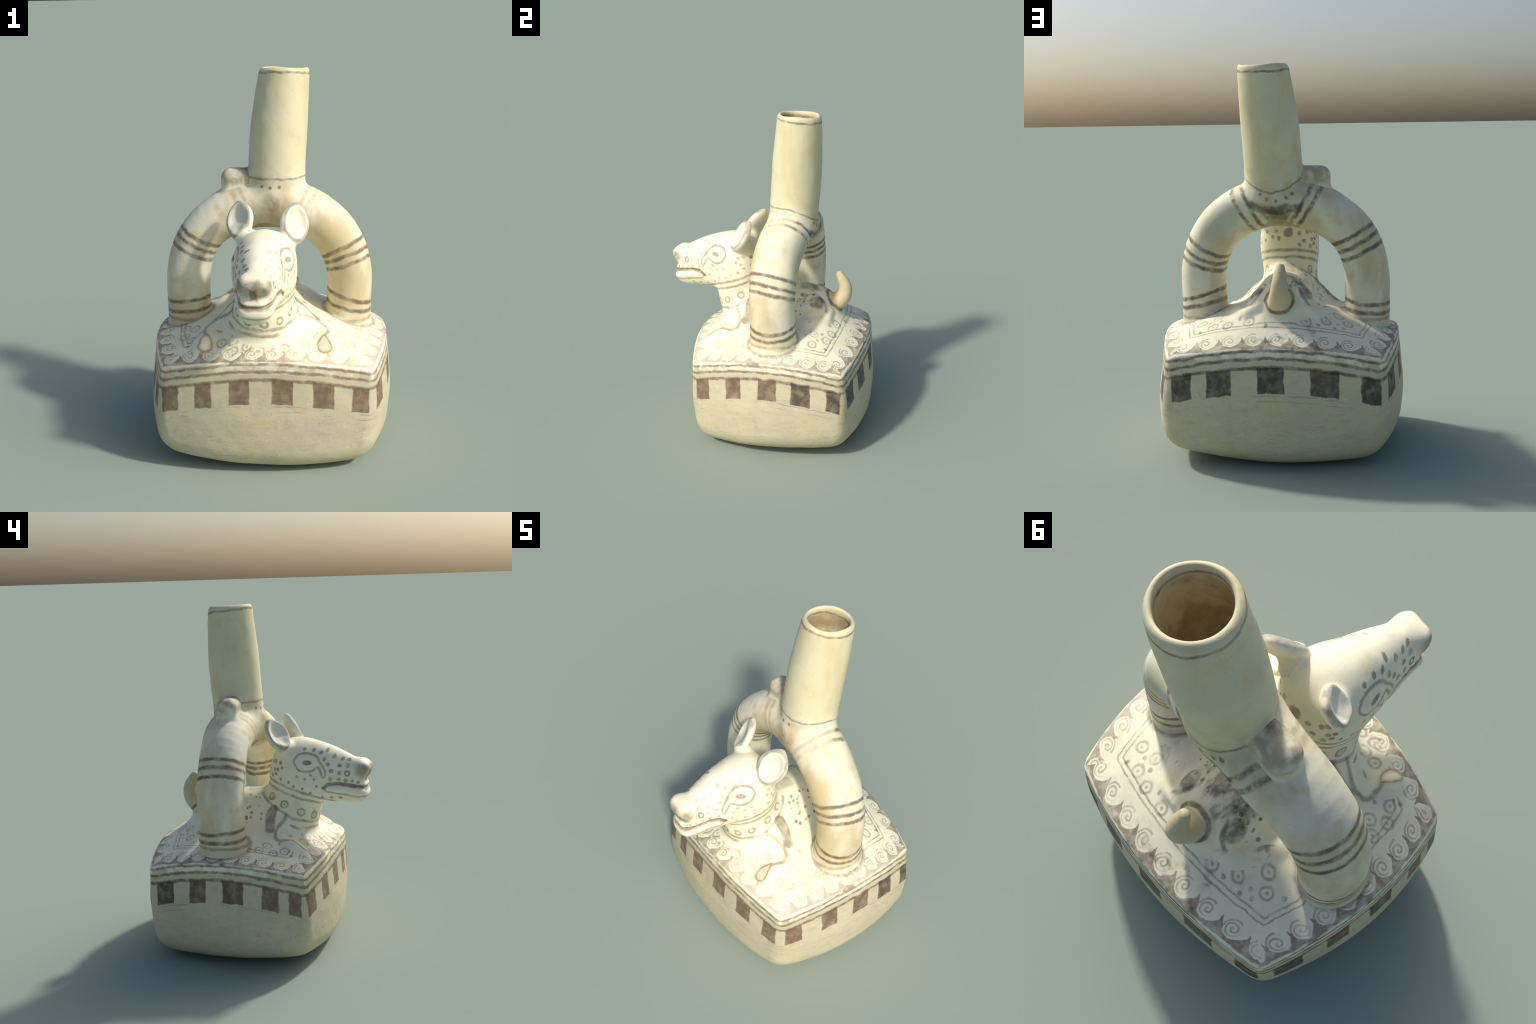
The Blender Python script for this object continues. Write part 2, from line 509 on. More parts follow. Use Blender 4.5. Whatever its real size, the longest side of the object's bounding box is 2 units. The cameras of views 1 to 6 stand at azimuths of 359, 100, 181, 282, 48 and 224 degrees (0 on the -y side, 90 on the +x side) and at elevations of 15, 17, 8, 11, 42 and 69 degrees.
    def ink(self):
        """Iron paint: mottled brown, turning nearly black towards the tail end."""
        k = self.noise(4.5, 3.0, shift=(1.2, 8.1, 3.3)) * 0.9 + self.v * 0.45
        return self.mix(self.ramp(k, 0.28, 0.72), BROWN, BLACK)
    def finish(self, rough=0.62, bump=0.25):
        self.link(self.colour, self.bsdf.inputs["Base Color"])
        self.bsdf.inputs["Roughness"].default_value = rough
        self.bsdf.inputs["Specular IOR Level"].default_value = 0.3
        n = self.new("ShaderNodeBump"); n.inputs["Strength"].default_value = bump; n.inputs["Distance"].default_value = 0.004
        h = self.noise(42.0, 5.0, rough=0.6)
        self.link(h.sock, n.inputs["Height"]); self.link(n.outputs[0], self.bsdf.inputs["Normal"])
        return self.m

BROWN, BLACK = (0.175, 0.110, 0.065), (0.045, 0.038, 0.032)
OCHRE = (0.58, 0.47, 0.22)
SLIP = dict(main=(0.940, 0.880, 0.650), other=(0.890, 0.840, 0.640), warm=(0.800, 0.700, 0.450), grey=(0.750, 0.745, 0.620))  # lightened for the clipped sunlit white, yellowed to offset blue skylight in shade
CLAY = dict(main=(0.640, 0.570, 0.375), other=(0.580, 0.525, 0.360), warm=(0.620, 0.515, 0.300), grey=(0.530, 0.510, 0.400))
BUFF = dict(main=(0.830, 0.770, 0.560), other=(0.790, 0.750, 0.580), warm=(0.660, 0.540, 0.300), grey=(0.610, 0.620, 0.460))
SPOUT_C = dict(main=(0.740, 0.680, 0.445), other=(0.690, 0.640, 0.420), warm=(0.690, 0.570, 0.310), grey=(0.620, 0.620, 0.440))

def mirrored(points):
    return list(points) + [(-p[0] - 0.024, p[1], p[2]) for p in points]

# legs and paws, drawn on both sides (u mirrored about the animal's own middle)
LEG_LINE = ((0.175, -0.262, 0), (0.240, -0.226, 0), (0.300, -0.226, 0), (0.318, -0.265, 0), (0.306, -0.325, 0))
PAW_LINE = ((0.296, -0.325, 0), (0.326, -0.375, 0), (0.334, -0.410, 0), (0.312, -0.425, 0), (0.278, -0.415, 0), (0.270, -0.370, 0))
LEG_LINE, PAW_LINE = ([tuple(float(q) for q in r) for r in spline(list(c), 2)] for c in (LEG_LINE, PAW_LINE + PAW_LINE[:1]))
SHOULDER = ((0.168, -0.176, 0.828), (0.215, -0.170, 0.782), (0.262, -0.184, 0.742))
TAIL_KNOT = (-0.010, 0.387, 0.870)

def leg_marks(k):
    flat = k.join(k.abs(k.u + 0.012), k.v, 0.0)
    leg = k.stroke(flat, LEG_LINE)
    k.paint(k.mask(leg - 0.009, 0.006), k.ink(), 0.6)
    paw = k.stroke(flat, PAW_LINE)
    k.paint(k.mask(paw - 0.011, 0.008), OCHRE, 0.55)
    k.paint(k.mask(paw - 0.004, 0.003), k.ink(), 0.55)
    full = k.join(k.abs(k.u + 0.012), k.v, k.z)
    k.paint(k.mask(k.stroke(full, SHOULDER) - 0.032, 0.007), k.ink(), 0.72)

# rosettes and dots scattered over the lid (u, v)
ROSETTES = [(-0.146, 0.353), (-0.242, 0.312), (-0.303, 0.221), (-0.351, 0.274), (-0.393, -0.301), (-0.386, -0.198), (-0.436, -0.249), (-0.441, -0.168),
            (-0.241, -0.280), (-0.232, -0.372), (-0.174, -0.374), (-0.168, -0.435), (-0.099, -0.420), (0.005, -0.428), (0.090, -0.425), (0.190, -0.385), (0.230, -0.300),
            (0.309, 0.257), (0.249, 0.352), (0.396, 0.261), (0.326, 0.333), (0.139, 0.362), (0.375, -0.235), (0.415, -0.305), (0.440, -0.170), (0.380, -0.345)]
DOTS = [(-0.196, 0.296), (-0.249, 0.251), (-0.206, 0.353), (-0.287, 0.346), (-0.303, 0.309), (-0.330, 0.325), (-0.071, 0.372), (-0.031, -0.420), (-0.043, -0.449),
        (-0.408, 0.235), (0.394, 0.339), (0.190, 0.330), (0.290, 0.300), (0.050, 0.400), (-0.350, -0.260), (-0.412, -0.345), (0.350, 0.285), (0.345, -0.290), (0.140, -0.450)]
# dark squares under the rim: centre and half width along each wall
SQUARES = {"back": [(0.463, 0.051), (0.271, 0.063), (0.014, 0.064), (-0.246, 0.068), (-0.470, 0.048)],
           "front": [(-0.490, 0.043), (-0.318, 0.043), (-0.135, 0.050), (0.082, 0.053), (0.285, 0.052), (0.468, 0.042)],
           "left": [(0.353, 0.058), (0.143, 0.050), (-0.064, 0.058), (-0.272, 0.046), (-0.402, 0.034)],
           "right": [(-0.374, 0.044), (-0.168, 0.048), (0.040, 0.054), (0.236, 0.056), (0.422, 0.039)]}

def vessel_material():
    k = Paint("painted_vessel_slip")
    lean = k.ramp(k.z, 0.58, 0.22, 0.004, 0.020)
    u, v = k.u - 1.6 * lean * k.v - 0.009 * k.ramp(k.u, 0.0, -0.4), k.v - lean * k.u - 0.016 * k.ramp(k.v, 0.0, 0.4)
    ru = HALF_U + BULGE_U - (BULGE_U / HALF_V ** 2) * v * v
    rv = HALF_V + BULGE_V - (BULGE_V / HALF_U ** 2) * u * u
    a2 = k.math("MINIMUM", k.pow(k.abs(u) / ru, 2.0), 1.3)
    b2 = k.math("MINIMUM", k.pow(k.abs(v) / rv, 2.0), 1.3)
    lid = LID[0] + LID[1] * (2.0 - a2 - b2) + LID[2] * k.pow(k.max(k.max(1.0 - a2, 0.0) * (1.0 - b2), 0.0), 1.6)
    lid = lid + 0.05 * k.max(k.max(1.0 - a2, 0.0) * (1.0 - b2), 0.0) * k.ramp(v, 0.0, 0.3)
    below = lid - k.z - 0.014 * k.min(a2, b2)
    below = below - 0.006
    ends = k.less(a2, b2)                       # 1 on the front and back walls
    back, right = k.less(0.0, k.v), k.less(0.0, k.u)
    inset_u, inset_v = ru - k.abs(u), rv - k.abs(v)
    inset = k.min(inset_u, inset_v)
    on_lid = k.ramp(inset, 0.002, 0.010) * k.ramp(below, 0.06, 0.04)

    # bare wall below, white slip on the lid and the band under it
    k.ground(**CLAY)
    brushed = k.noise(6.0, 5.0, stretch=(1.0, 1.0, 4.0), shift=(0.3, 4.4, 2.0))
    k.colour = k.mix(k.ramp(brushed, 0.55, 0.72, 0, 0.35), k.colour, (0.46, 0.43, 0.33))
    k.specks(); k.specks(80.0, 0.30, 0.55, (0.28, 0.24, 0.17))
    smudge = k.noise(16.0, 5.0, stretch=(1.0, 1.0, 2.2), shift=(8.0, 2.0, 1.0), rough=0.65)
    k.colour = k.mix(k.ramp(smudge, 0.50, 0.70, 0, 0.45), k.colour, (0.44, 0.40, 0.29))
    k.colour = k.mix(k.ramp(smudge, 0.44, 0.28, 0, 0.40), k.colour, (0.74, 0.68, 0.50))
    wall = k.colour
    k.ground(**SLIP)
    k.colour = k.mix(on_lid, wall, k.colour)
    ink = k.ink()

    # lid marks painted fainter at right and front, where sun glare washes them out
    glare_fade = k.ramp(k.u - 0.6 * k.v + k.noise(6.0, 2.0) * 0.2, 0.62, 0.34, 0.55, 1.0)
    lid_only = on_lid * glare_fade
    sepia = k.mix(0.70, ink, (0.190, 0.120, 0.070))
    # running scrolls along the four edges of the lid
    sb, sl = k.u + 0.010, k.v + 0.0
    period = k.pick(ends, k.pick(back, 0.1170, 0.1060), 0.0945)
    along = k.pick(ends, k.pick(back, sb, k.u + 0.073), k.v - 0.0655)
    cell = k.math("ROUND", along / period)
    x = along - cell * period
    turn = k.pick(ends, k.pick(back, 1.0, -1.0), k.pick(right, -1.0, 1.0))
    x = x * turn
    y = inset - 0.067
    r = k.math("SQRT", x * x + y * y)
    theta = k.math("ARCTAN2", y, x) * (1 / (2 * math.pi))
    coil = k.math("FRACT", r / 0.019 + theta + 20.2)
    line = k.abs(coil - 0.5) * 0.019 - 0.0034
    spiral = k.max(line, r - 0.029)
    half = period * 0.5
    crest = 0.028 + 0.052 * k.pow(k.abs(x + 0.008) / half, 1.7)
    crest = k.min(crest, 0.088)
    wave = k.max(k.max(0.016 - inset, inset - crest), 0.036 - r)
    hook = k.max(k.abs(r - 0.036) - 0.0034, k.max(x * -1.0 - 0.012, y * -1.0 - 0.004))
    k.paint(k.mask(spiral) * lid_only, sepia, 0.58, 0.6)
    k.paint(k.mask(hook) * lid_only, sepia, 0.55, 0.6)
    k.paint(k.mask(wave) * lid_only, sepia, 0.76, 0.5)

    # double frame line, left open in front of the animal
    frame = k.min(k.abs(inset - 0.143), k.abs(inset - 0.164)) - 0.0034
    open_front = k.ramp(k.v, -0.30, -0.34) * k.ramp(k.abs(k.u), 0.36, 0.33)
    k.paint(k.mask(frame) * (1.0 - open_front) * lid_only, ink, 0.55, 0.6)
    flat = k.join(k.u, k.v, 0.0)
    d = k.spots(flat, [(*p, 0.0) for p in ROSETTES])
    rose = k.min(k.abs(d - 0.0235) - 0.0055, d - 0.0065)
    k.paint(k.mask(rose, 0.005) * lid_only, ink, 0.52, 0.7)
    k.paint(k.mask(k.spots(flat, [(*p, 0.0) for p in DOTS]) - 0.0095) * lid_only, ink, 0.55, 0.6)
    leg_marks(k)
    knot = k.dist(k.W, TAIL_KNOT)
    # dark seam where the handle stands on the lid
    for cu, cv, au, av in ((-0.442, 0.030, 0.122, 0.136), (0.418, 0.028, 0.127, 0.138)):
        e = k.length(k.join((k.u - cu) / au, (k.v - cv) / av, 0.0))
        k.paint(k.ramp(e, 1.22, 1.06) * on_lid, ink, 0.62, 0.5)

    # three lines and the squares on the walls
    on_wall = 1.0 - on_lid
    lines = k.min(k.min(k.abs(below - 0.004) - 0.0065, k.abs(below - 0.041) - 0.0075), k.abs(below - 0.082) - 0.0085)
    k.paint(k.mask(lines, 0.004), ink, 0.78, 0.55)
    row = k.abs(below - 0.143) - 0.062
    for name, coord in (("back", k.u), ("front", k.u), ("left", k.v), ("right", k.v)):
        here = {"back": ends * back, "front": ends * (1.0 - back), "left": (1.0 - ends) * (1.0 - right), "right": (1.0 - ends) * right}[name]
        d = None
        for c, w in SQUARES[name]: d = k.min(d, k.abs(coord - c) - w)
        k.paint(k.mask(k.max(d, row), 0.004) * here * on_wall, ink, 0.92, 0.28)
    under = k.min(k.abs(below - 0.215) - 0.003, k.abs(below - 0.243) - 0.002)
    faint = k.ramp(k.noise(7.0, 2.0, shift=(2.0, 9.0, 4.0)), 0.46, 0.62)
    k.paint(k.mask(under, 0.003) * faint * on_wall, (0.18, 0.18, 0.17), 0.5, 0.3)
    scratch = k.noise(5.0, 3.0, stretch=(0.5, 0.5, 3.5), shift=(5.0, 3.0, 8.0))
    k.paint(k.mask(k.abs(scratch - 0.5) - 0.004, 0.004) * k.ramp(below, 0.24, 0.30) * on_wall * faint, (0.25, 0.23, 0.18), 0.45, 0.3)
    return k.finish()

# planes (normal, offset) of the painted rings on the two legs of the handle
RINGS = {"left": [(-0.075, 0.080, 0.990, 0.8040), (-0.053, 0.033, 0.998, 0.7470), (0.469, 0.007, 0.883, 0.8150), (0.475, 0.044, 0.879, 0.7633), (0.445, 0.044, 0.895, 0.7449)],
         "right": [(0.282, -0.002, 0.959, 0.8885), (0.208, -0.030, 0.976, 0.8190), (-0.463, 0.148, 0.874, 0.7554), (-0.370, 0.173, 0.913, 0.7856), (-0.330, 0.147, 0.933, 0.7781)]}
COLLAR = {"left": [(0.849, 0.079, 0.523, 0.5431), (0.860, 0.051, 0.507, 0.5605)], "right": [(-0.844, 0.110, 0.508, 0.4850), (-0.876, 0.035, 0.481, 0.4871)]}

def arch_material():
    k = Paint("handle_and_spout_slip")
    edge = k.max(k.v - 0.05, 0.0)
    line = 1.436 - 2.9 * (edge * edge)
    over = k.z - line
    k.ground(**BUFF)
    stain = k.noise(4.0, 4.0, stretch=(1.0, 1.0, 0.5), shift=(4.0, 1.0, 6.0))
    k.colour = k.mix(k.ramp(stain, 0.42, 0.64, 0, 0.82), k.colour, (0.60, 0.485, 0.26))
    green = k.dist(k.P, (0.30, 0.17, 1.20))
    k.colour = k.mix(k.ramp(green + k.noise(9.0, 3.0) * 0.12, 0.20, 0.12, 0, 0.65), k.colour, (0.50, 0.53, 0.38))
    arch = k.colour
    k.ground(**SPOUT_C)
    tall = k.noise(5.0, 3.0, stretch=(1.6, 1.6, 0.35), shift=(1.0, 6.0, 2.0))
    k.colour = k.mix(k.ramp(tall, 0.50, 0.70, 0, 0.45), k.colour, (0.62, 0.51, 0.27))
    k.colour = k.mix(k.ramp(over, -0.02, 0.08), arch, k.colour)
    k.specks(40.0, 0.13, 0.5)
    ink = k.ink()
    left, right = k.less(k.u, 0.03), k.less(0.03, k.u)
    low = k.ramp(k.z, 1.22, 1.19)
    for side, here in (("left", left), ("right", right)):
        d = None
        for p in RINGS[side]: d = k.min(d, k.band(p))
        k.paint(k.mask(d - 0.0105, 0.006) * here * low, ink, 0.84, 0.5)
        d = None
        for p in COLLAR[side]: d = k.min(d, k.band(p))
        k.paint(k.mask(d - 0.0105, 0.006) * here * k.ramp(k.z, 1.10, 1.14) * k.ramp(over, 0.0, -0.02) * k.ramp(k.v, 0.0, 0.16, 0.35, 1.0), ink, 0.80, 0.9)
    k.paint(k.mask(k.abs(over) - 0.0055, 0.004), ink, 0.62, 0.6)
    k.paint(k.mask(k.band((0.020, 0.120, 0.993, 1.9619)) - 0.006, 0.004), ink, 0.70, 0.6)
    dots = k.spots(k.W, [(0.091, 0.214, 1.338), (0.058, 0.224, 1.313), (0.012, 0.224, 1.304), (-0.040, 0.214, 1.320), (-0.071, 0.201, 1.339),
                         (-0.039, -0.053, 1.399), (0.004, -0.069, 1.394), (0.054, -0.069, 1.399)])
    k.paint(k.mask(dots - 0.0095), ink, 0.75, 0.4)
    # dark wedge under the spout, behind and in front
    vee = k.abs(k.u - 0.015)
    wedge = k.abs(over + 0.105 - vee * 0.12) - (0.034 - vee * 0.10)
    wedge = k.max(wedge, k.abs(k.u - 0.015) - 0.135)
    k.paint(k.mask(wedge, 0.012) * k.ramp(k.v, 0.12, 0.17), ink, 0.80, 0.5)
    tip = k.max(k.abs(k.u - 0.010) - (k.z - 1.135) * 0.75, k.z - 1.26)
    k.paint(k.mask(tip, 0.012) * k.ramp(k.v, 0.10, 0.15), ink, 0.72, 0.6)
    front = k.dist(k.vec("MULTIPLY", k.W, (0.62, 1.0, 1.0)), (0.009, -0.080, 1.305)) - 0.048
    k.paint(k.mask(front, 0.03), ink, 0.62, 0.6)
    # seam line at the foot of the handle
    for side, z0 in (("left", 0.684), ("right", 0.686)):
        k.paint(k.mask(k.abs(k.z - z0) - 0.009, 0.006) * (left if side == "left" else right), ink, 0.5, 0.7)
    # soot and dirt inside the mouth
    rr = k.length(k.join(k.u - (k.z - 1.935) * 0.10 - 0.069, k.v - (k.z - 1.935) * 0.075 - 0.120, 0.0))
    k.paint(k.ramp(rr, 0.116, 0.108) * k.ramp(k.z, 1.98, 1.93), (0.42, 0.32, 0.17), 0.85, 0.4)
    return k.finish()

def lug_material():
    k = Paint("lug_smudged_slip")
    k.ground(**BUFF)
    k.paint(k.ramp(k.noise(10.0, 4.0), 0.34, 0.52) * k.ramp(k.z, 1.37, 1.41), k.mix(0.15, (0.36, 0.265, 0.145), BLACK), 0.66, 0.7)
    k.paint(k.mask(k.dist(k.W, (-0.120, 0.045, 1.46)) - 0.035, 0.02), BLACK, 0.6, 0.5)
    return k.finish()

# spots of the coat on the head, in head coordinates (forward, sideways, height); mirrored
FACE = [(-0.011, 0.092, 1.180), (0.036, 0.083, 1.174), (0.076, 0.087, 1.158), (0.109, 0.058, 1.170), (0.102, 0.101, 1.123), (0.152, 0.072, 1.136), (0.196, 0.059, 1.122),
        (0.231, 0.044, 1.116), (0.124, 0.107, 1.096), (0.186, 0.085, 1.085), (0.233, 0.068, 1.084), (0.146, 0.109, 1.056), (0.186, 0.096, 1.047), (0.182, 0.100, 1.009),
        (0.221, 0.090, 1.004), (0.258, 0.082, 0.999), (0.289, 0.070, 0.991), (0.137, 0.113, 1.010), (0.034, 0.141, 1.036), (0.001, 0.145, 1.011), (0.053, 0.138, 1.010),
        (-0.045, 0.151, 1.026), (0.060, 0.131, 0.968), (-0.013, 0.141, 0.953), (0.028, 0.122, 0.926), (-0.092, 0.153, 0.990), (-0.143, 0.149, 1.007), (-0.063, 0.149, 0.967),
        (-0.133, 0.148, 1.071), (-0.145, 0.140, 1.100), (-0.162, 0.143, 1.062), (-0.176, 0.124, 1.106), (-0.178, 0.137, 1.036), (0.139, 0.087, 0.899), (0.087, 0.094, 0.901),
        (0.190, 0.075, 0.897)]
EYE_LINE = [(-0.065, 0.142, 1.114), (-0.046, 0.126, 1.145), (0.004, 0.108, 1.159), (0.053, 0.109, 1.140), (0.079, 0.117, 1.108), (0.105, 0.121, 1.068), (0.115, 0.121, 1.036),
            (0.102, 0.125, 1.019), (0.088, 0.129, 1.045), (0.070, 0.129, 1.077), (0.043, 0.138, 1.060), (-0.009, 0.148, 1.056), (-0.044, 0.150, 1.075)]

EYE_CURVE = [tuple(float(q) for q in r) for r in spline(EYE_LINE + EYE_LINE[:1], 2)]

def head_coords(k):
    q = k.vec("SUBTRACT", k.W, (HEAD_O[0], HEAD_O[1], 0.0))
    s, t = k.dot(q, (HEAD_F[0], HEAD_F[1], 0.0)), k.dot(q, (HEAD_R[0], HEAD_R[1], 0.0))
    return s, k.abs(t + 0.008 - 0.020 * k.ramp(s, 0.0, 0.25)), t + 0.010

COLLARS = [(0.05, 0.37, 0.93), (0.06, 0.37, 0.93)]

def head_marks(k, ink):
    s, t, signed = head_coords(k)
    H = k.join(s, t, k.z)
    side = k.join(s, 0.0, k.z)
    flank = k.ramp(t, 0.028, 0.040)
    face = [(p[0], 0.0, p[2]) for p in FACE]
    rim = [(p[0], 0.0, p[2]) for p in EYE_CURVE]
    worn = k.ramp(signed, -0.02, 0.05, 1.0, 0.6)  # spots on the right cheek thinned to show the overexposed sunlit side
    k.paint(k.mask(k.spots(side, face) - k.noise(6.0, 1.0) * 0.012 - 0.0035) * flank * worn, ink, 0.72, 0.45)
    k.paint(k.mask(k.stroke(side, rim) - 0.0062, 0.004) * flank, ink, 0.66, 0.4)
    pupil = k.dist(k.vec("MULTIPLY", side, (0.68, 1.0, 1.15)), (0.014 * 0.68, 0.0, 1.106 * 1.15)) - 0.0165
    k.paint(k.mask(pupil, 0.004) * flank, ink, 0.82, 0.4)
    k.paint(k.mask(k.abs(k.dist(side, (0.228, 0.0, 1.044)) - 0.013) - 0.005) * flank, ink, 0.75, 0.3)
    prof = k.join(s, k.z, 0.0)
    k.paint(k.mask(k.stroke(prof, [(*m, 0.0) for m in MOUTH]) - 0.010, 0.006), ink, 0.86, 0.3)
    k.paint(k.mask(k.stroke(prof, [(*m, 0.0) for m in LIP]) - 0.005, 0.005), ink, 0.60, 0.4)
    nose = k.dist(k.vec("MULTIPLY", H, (1.0, 0.80, 1.0)), (0.318, 0.022, 1.062)) - 0.060
    k.paint(k.mask(nose, 0.020) * k.ramp(k.z, 1.105, 1.080), ink, 0.72, 0.45)
    k.paint(k.mask(k.dist(H, (0.350, 0.043, 1.040)) - 0.016, 0.008), (0.62, 0.50, 0.30), 0.85, 0.2)
    k.paint(k.mask(k.max(t - 0.016, k.abs(k.z - 1.020) - 0.030), 0.008) * k.ramp(s, 0.28, 0.30), ink, 0.8, 0.3)

def neck_marks(k, ink):
    full = k.join(k.abs(k.u + 0.012), k.v, k.z)
    # two collar lines slope down towards the throat, a third hangs lower
    drop = k.z - 0.36 * k.v - 1.068
    c1 = k.min(k.abs(drop + 0.012) - 0.0085, k.abs(drop + 0.052) - 0.0075)
    low = k.stroke(full, [(0.085, -0.096, 0.909), (0.142, -0.148, 0.863), (0.162, -0.202, 0.834), (0.166, -0.294, 0.778), (0.105, -0.380, 0.749), (0.0, -0.425, 0.740)]) - 0.010
    low2 = k.stroke(full, [(0.190, -0.290, 0.740), (0.157, -0.345, 0.718), (0.110, -0.385, 0.714), (0.0, -0.405, 0.706)]) - 0.010
    k.paint(k.mask(c1, 0.005), ink, 0.66, 0.5)
    k.paint(k.mask(k.min(low, low2), 0.005), ink, 0.62, 0.5)
    d = k.spots(full, [(0.121, -0.162, 0.898), (0.150, -0.243, 0.858), (0.136, -0.340, 0.816), (0.084, -0.405, 0.786), (0.0, -0.430, 0.775)])
    k.paint(k.mask(k.min(k.abs(d - 0.0195) - 0.0065, d - 0.006), 0.004), ink, 0.66, 0.5)
    nape = k.spots(k.W, [(0.047, -0.153, 1.107), (0.104, -0.182, 1.103), (0.070, -0.155, 1.078), (0.034, -0.142, 1.070), (-0.075, -0.152, 1.097), (-0.118, -0.177, 1.103),
                         (-0.103, -0.154, 1.059), (-0.142, -0.185, 1.061), (-0.079, -0.140, 1.035), (-0.133, -0.172, 1.025), (0.114, -0.179, 1.059)])
    k.paint(k.mask(nape - 0.0115), ink, 0.66, 0.4)
    k.paint(k.mask(k.dist(k.W, (-0.017, -0.144, 1.104)) - 0.026, 0.005), ink, 0.7, 0.4)

def head_material():
    k = Paint("spotted_head_slip")
    k.ground(**SLIP)
    ink = k.ink()
    head_marks(k, ink); neck_marks(k, ink)
    return k.finish()

def neck_material():
    k = Paint("collared_neck_slip")
    k.ground(**SLIP)
    ink = k.ink()
    neck_marks(k, ink); leg_marks(k)
    return k.finish()

def torso_marks(k, ink):
    full = k.join(k.abs(k.u + 0.012), k.v, k.z)
    # small spots in loose rows over the flank
    n = k.new("ShaderNodeTexVoronoi"); k.link(k.vec("MULTIPLY", k.W, (1.0, 1.0, 1.0)), n.inputs["Vector"])
    n.inputs["Scale"].default_value, n.inputs["Randomness"].default_value = 30.0, 0.75
    dot = Sig(k, n.outputs["Distance"])
    zone = k.ramp(k.z, 0.905, 0.885) * k.ramp(k.z, 0.735, 0.765) * k.ramp(k.v, 0.24, 0.20) * k.ramp(k.v, -0.13, -0.11)
    k.paint(k.ramp(dot, 0.33, 0.24) * zone, ink, 0.72, 0.4)
    # smudged brown band along the crest, blotches on the rump
    crest = k.ramp(k.abs(k.u + 0.012), 0.055, 0.035)
    k.paint(crest * k.ramp(k.v, 0.02, 0.0) * k.ramp(k.v, -0.13, -0.10), k.mix(0.5, BROWN, OCHRE), 0.45, 0.5)
    blot = k.ramp(k.noise(11.0, 4.0, stretch=(1.0, 0.45, 1.0), shift=(2.0, 0.0, 1.0)), 0.45, 0.54)
    rump = k.ramp(k.v, 0.08, 0.16) * k.ramp(k.abs(k.u + 0.012), 0.16, 0.11) * k.ramp(k.v, 0.34, 0.30)
    k.paint(blot * rump, BLACK, 0.72, 0.55)
    thigh = k.dist(k.vec("MULTIPLY", full, (1.0, 0.85, 0.85)), (0.125, 0.235 * 0.85, 0.835 * 0.85)) - 0.040
    k.paint(k.mask(thigh, 0.010), k.mix(0.6, BROWN, BLACK), 0.70, 0.6)
    fold = k.stroke(full, [(0.105, 0.165, 0.880), (0.085, 0.225, 0.880), (0.115, 0.290, 0.830), (0.155, 0.300, 0.765), (0.205, 0.250, 0.742), (0.215, 0.190, 0.752), (0.240, 0.120, 0.750)]) - 0.009
    k.paint(k.mask(fold, 0.006), BLACK, 0.66, 0.5)
    hip = k.stroke(full, [(0.250, 0.185, 0.740), (0.280, 0.215, 0.730)]) - 0.008
    k.paint(k.mask(hip, 0.006), BLACK, 0.6, 0.5)
    knot = k.dist(k.W, TAIL_KNOT)
    k.colour = k.mix(k.ramp(knot, 0.150, 0.115, 0, 0.6), k.colour, (0.72, 0.63, 0.42))
    k.paint(k.mask(k.abs(knot - 0.108) - 0.010, 0.006) * k.ramp(k.z, 0.90, 0.87), ink, 0.8, 0.4)

def torso_material():
    k = Paint("spotted_coat_slip")
    k.ground(**SLIP)
    ink = k.ink()
    torso_marks(k, ink); leg_marks(k)
    k.paint(k.mask(k.stroke(k.join(k.abs(k.u + 0.012), k.v, k.z), [(0.085, -0.096, 0.909), (0.142, -0.148, 0.863), (0.162, -0.202, 0.834)]) - 0.010, 0.005), ink, 0.62, 0.5)
    return k.finish()

def leg_material():
    k = Paint("foreleg_slip")
    k.ground(**SLIP)
    leg_marks(k)
    return k.finish()

def tail_material():
    k = Paint("bare_tail_clay")
    k.ground(main=(0.68, 0.57, 0.34), other=(0.62, 0.52, 0.32), warm=(0.64, 0.50, 0.27), grey=(0.58, 0.54, 0.40))
    knot = k.dist(k.W, TAIL_KNOT)
    k.paint(k.mask(k.abs(knot - 0.108) - 0.010, 0.006) * k.ramp(k.z, 0.90, 0.87), k.ink(), 0.8, 0.4)
    return k.finish()

def ear_material(side):
    k = Paint("ear_slip")
    k.ground(main=(0.80, 0.77, 0.62), other=(0.74, 0.73, 0.60), warm=(0.70, 0.60, 0.40), grey=(0.62, 0.64, 0.54))
    c, half, a, b, n = EARS[side]
    q = k.vec("SUBTRACT", k.W, tuple(c))
    la, lb, ln = (k.dot(q, tuple(x)) for x in (a, b, n))
    e = k.length(k.join(la / (half - 0.002), lb / 0.069, 0.0))
    rim = k.abs(e - 0.97) - 0.085
    k.paint(k.mask(rim, 0.05) * k.ramp(ln, -0.022, -0.010), k.mix(0.4, (0.30, 0.24, 0.18), (0.17, 0.18, 0.17)), 0.66, 0.4)
    return k.finish()

MAKERS = {"vessel_body": vessel_material, "stirrup_handle": arch_material, "spout": arch_material, "lug": lug_material, "torso": torso_material, "neck": neck_material,
          "head": head_material, "eye": head_material, "foreleg": leg_material, "hindleg": torso_material, "tail": tail_material}
MADE = {}

def material_for(name, side=0):
    if name == "ear":
        return ear_material(side)
    key = MAKERS[name]
    if key not in MADE:
        MADE[key] = key()
    return MADE[key]

# ---------------------------------------------------------------- cut into named parts
PARTS = ["vessel_body", "stirrup_handle", "spout", "lug", "torso", "neck", "head", "ear", "foreleg", "tail", "hindleg", "eye"]
EYE_R = 0.040

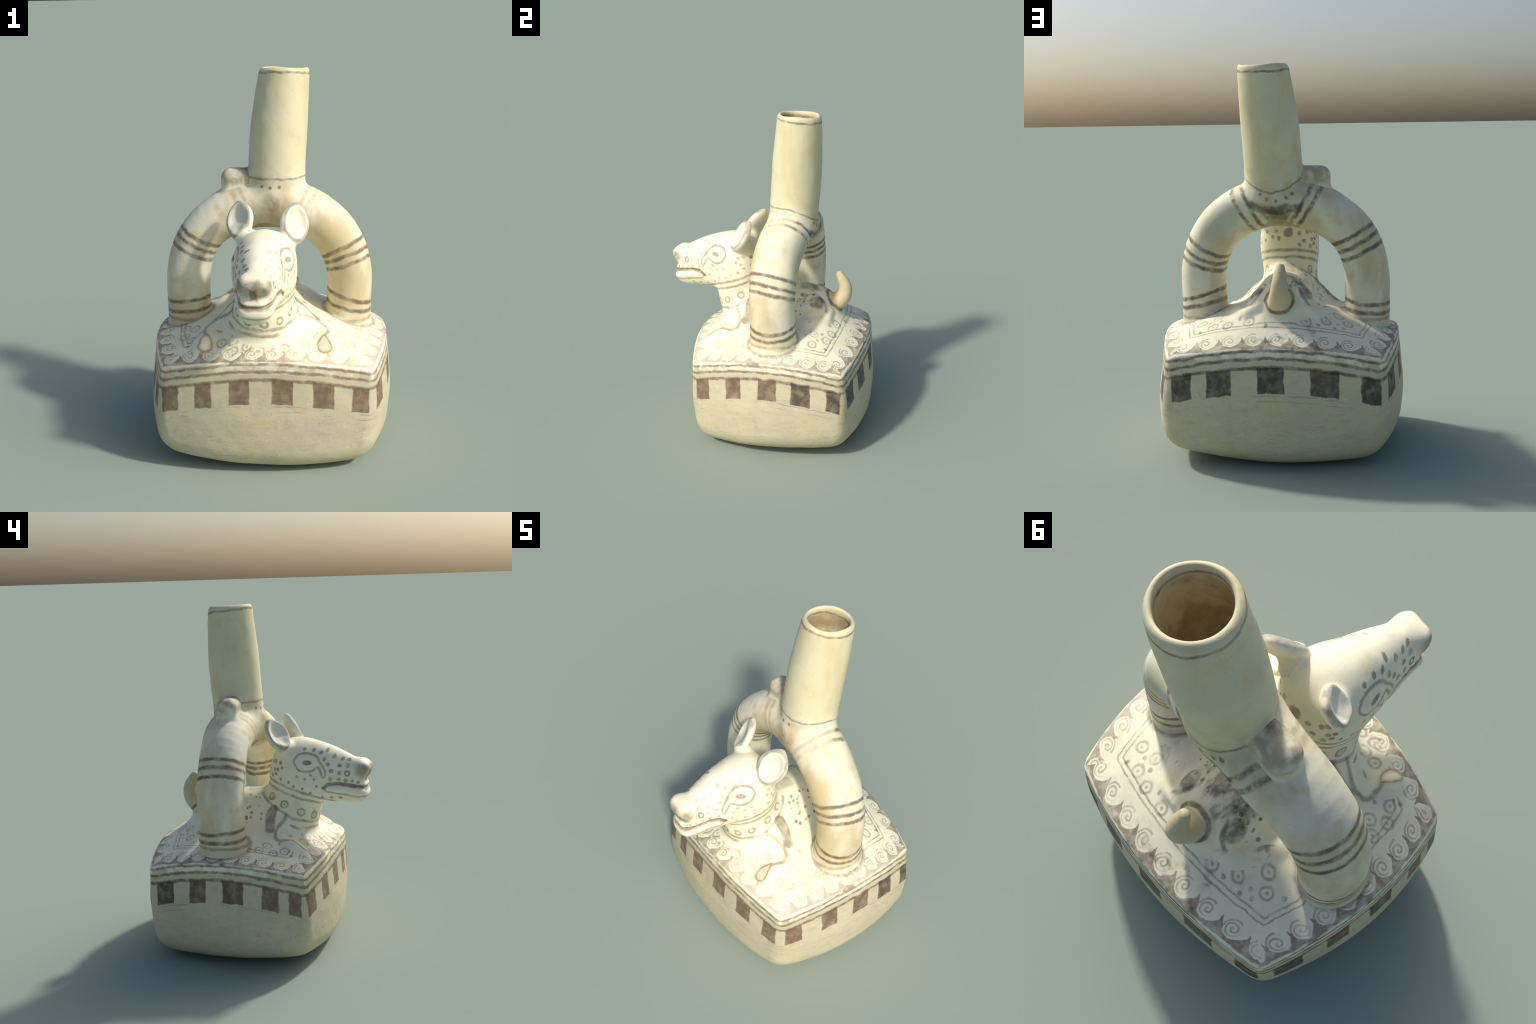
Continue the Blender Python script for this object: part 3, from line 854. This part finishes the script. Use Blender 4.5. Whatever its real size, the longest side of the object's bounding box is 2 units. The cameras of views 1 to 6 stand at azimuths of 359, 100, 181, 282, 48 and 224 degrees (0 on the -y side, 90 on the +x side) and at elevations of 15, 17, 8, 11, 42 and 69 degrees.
def part_distance(P):
    D = np.stack([PART_FIELDS[k](P) for k in PARTS[:-1]], 1)
    above = np.clip((P[:, 2] - 0.36 * P[:, 1] - 1.040) / 0.02, -1, 1)      # the head begins at the collar
    close = np.minimum(D[:, 5], D[:, 6]) < 0.03
    D[:, 6] -= np.where(close, 0.08 * np.maximum(above, 0), 0)
    D[:, 5] -= np.where(close, 0.08 * np.maximum(-above, 0), 0)
    eye = np.minimum(*[np.linalg.norm(P - np.array(e), axis=1) for e in EYES]) - EYE_R
    D = np.hstack([D, np.where(eye < 0.05, np.minimum(eye + D[:, 6], 0.3), 0.3)[:, None]])
    return D

def slide_borders(V, Q, label, rounds=3):
    lo = np.full(len(V), 99); hi = np.full(len(V), -1)
    for k in range(4):
        np.minimum.at(lo, Q[:, k], label); np.maximum.at(hi, Q[:, k], label)
    b = np.where(lo != hi)[0]
    la, lb, row, e = lo[b], hi[b], np.arange(len(b)), 0.001
    for _ in range(rounds):
        P = V[b]
        def g(X):
            D = part_distance(X)
            return D[row, la] - D[row, lb]
        n = gradient(P); n /= np.maximum(np.linalg.norm(n, axis=1, keepdims=True), 1e-6)
        G = np.stack([(g(P + e * np.eye(3)[i]) - g(P - e * np.eye(3)[i])) / (2 * e) for i in range(3)], 1)
        G -= n * (G * n).sum(1, keepdims=True)
        step = -(g(P) / np.maximum((G * G).sum(1), 0.08))[:, None] * G
        l = np.linalg.norm(step, axis=1, keepdims=True)
        V[b] = P + step * np.minimum(1, CELL * 0.35 / np.maximum(l, 1e-9))
    V[b] = settle(V[b], 2)
    return V

def make_object(name, V, N, Q, parent, material):
    used, inv = np.unique(Q, return_inverse=True)
    me = bpy.data.meshes.new(name)
    me.from_pydata(V[used].tolist(), [], inv.reshape(-1, 4).tolist())
    me.polygons.foreach_set("use_smooth", [True] * len(me.polygons))
    me.normals_split_custom_set_from_vertices(N[used].tolist())
    me.materials.append(material)
    ob = bpy.data.objects.new(name, me)
    bpy.context.scene.collection.objects.link(ob)
    ob.parent = parent
    return ob

def build():
    V, Q = polygonise((-0.72, -0.80, -0.06), (0.72, 0.66, 2.04), CELL)
    V = settle(V)
    V[:, 2] -= V[:, 2].min()
    label = part_distance(V[Q].mean(1)).argmin(1)
    V = slide_borders(V, Q, label)
    N = gradient(V); N /= np.maximum(np.linalg.norm(N, axis=1, keepdims=True), 1e-6)
    root = bpy.data.objects.new("stirrup_spout_bottle", None)
    root.empty_display_size = 0.3
    root.location, root.rotation_euler = CENTRE, (0, 0, TURN)
    root["label"] = "painted cream pottery bottle with reclining spotted animal"
    root["category"] = "ceramic bottle"
    bpy.context.scene.collection.objects.link(root)
    made = {}
    for i, name in enumerate(PARTS):
        F = Q[label == i]
        if name in ("ear", "foreleg", "hindleg", "eye"):
            side = V[F].mean(1)[:, 0] > -0.02
            pieces = [F[~side], F[side]]
        else:
            pieces = [F]
        for p, which in zip(pieces, (-1, 1)):
            if len(p):
                made[name] = make_object(name, V, N, p, made["head"] if name in ("ear", "eye") else root, material_for(name, which))
                print(name, len(p))
build()
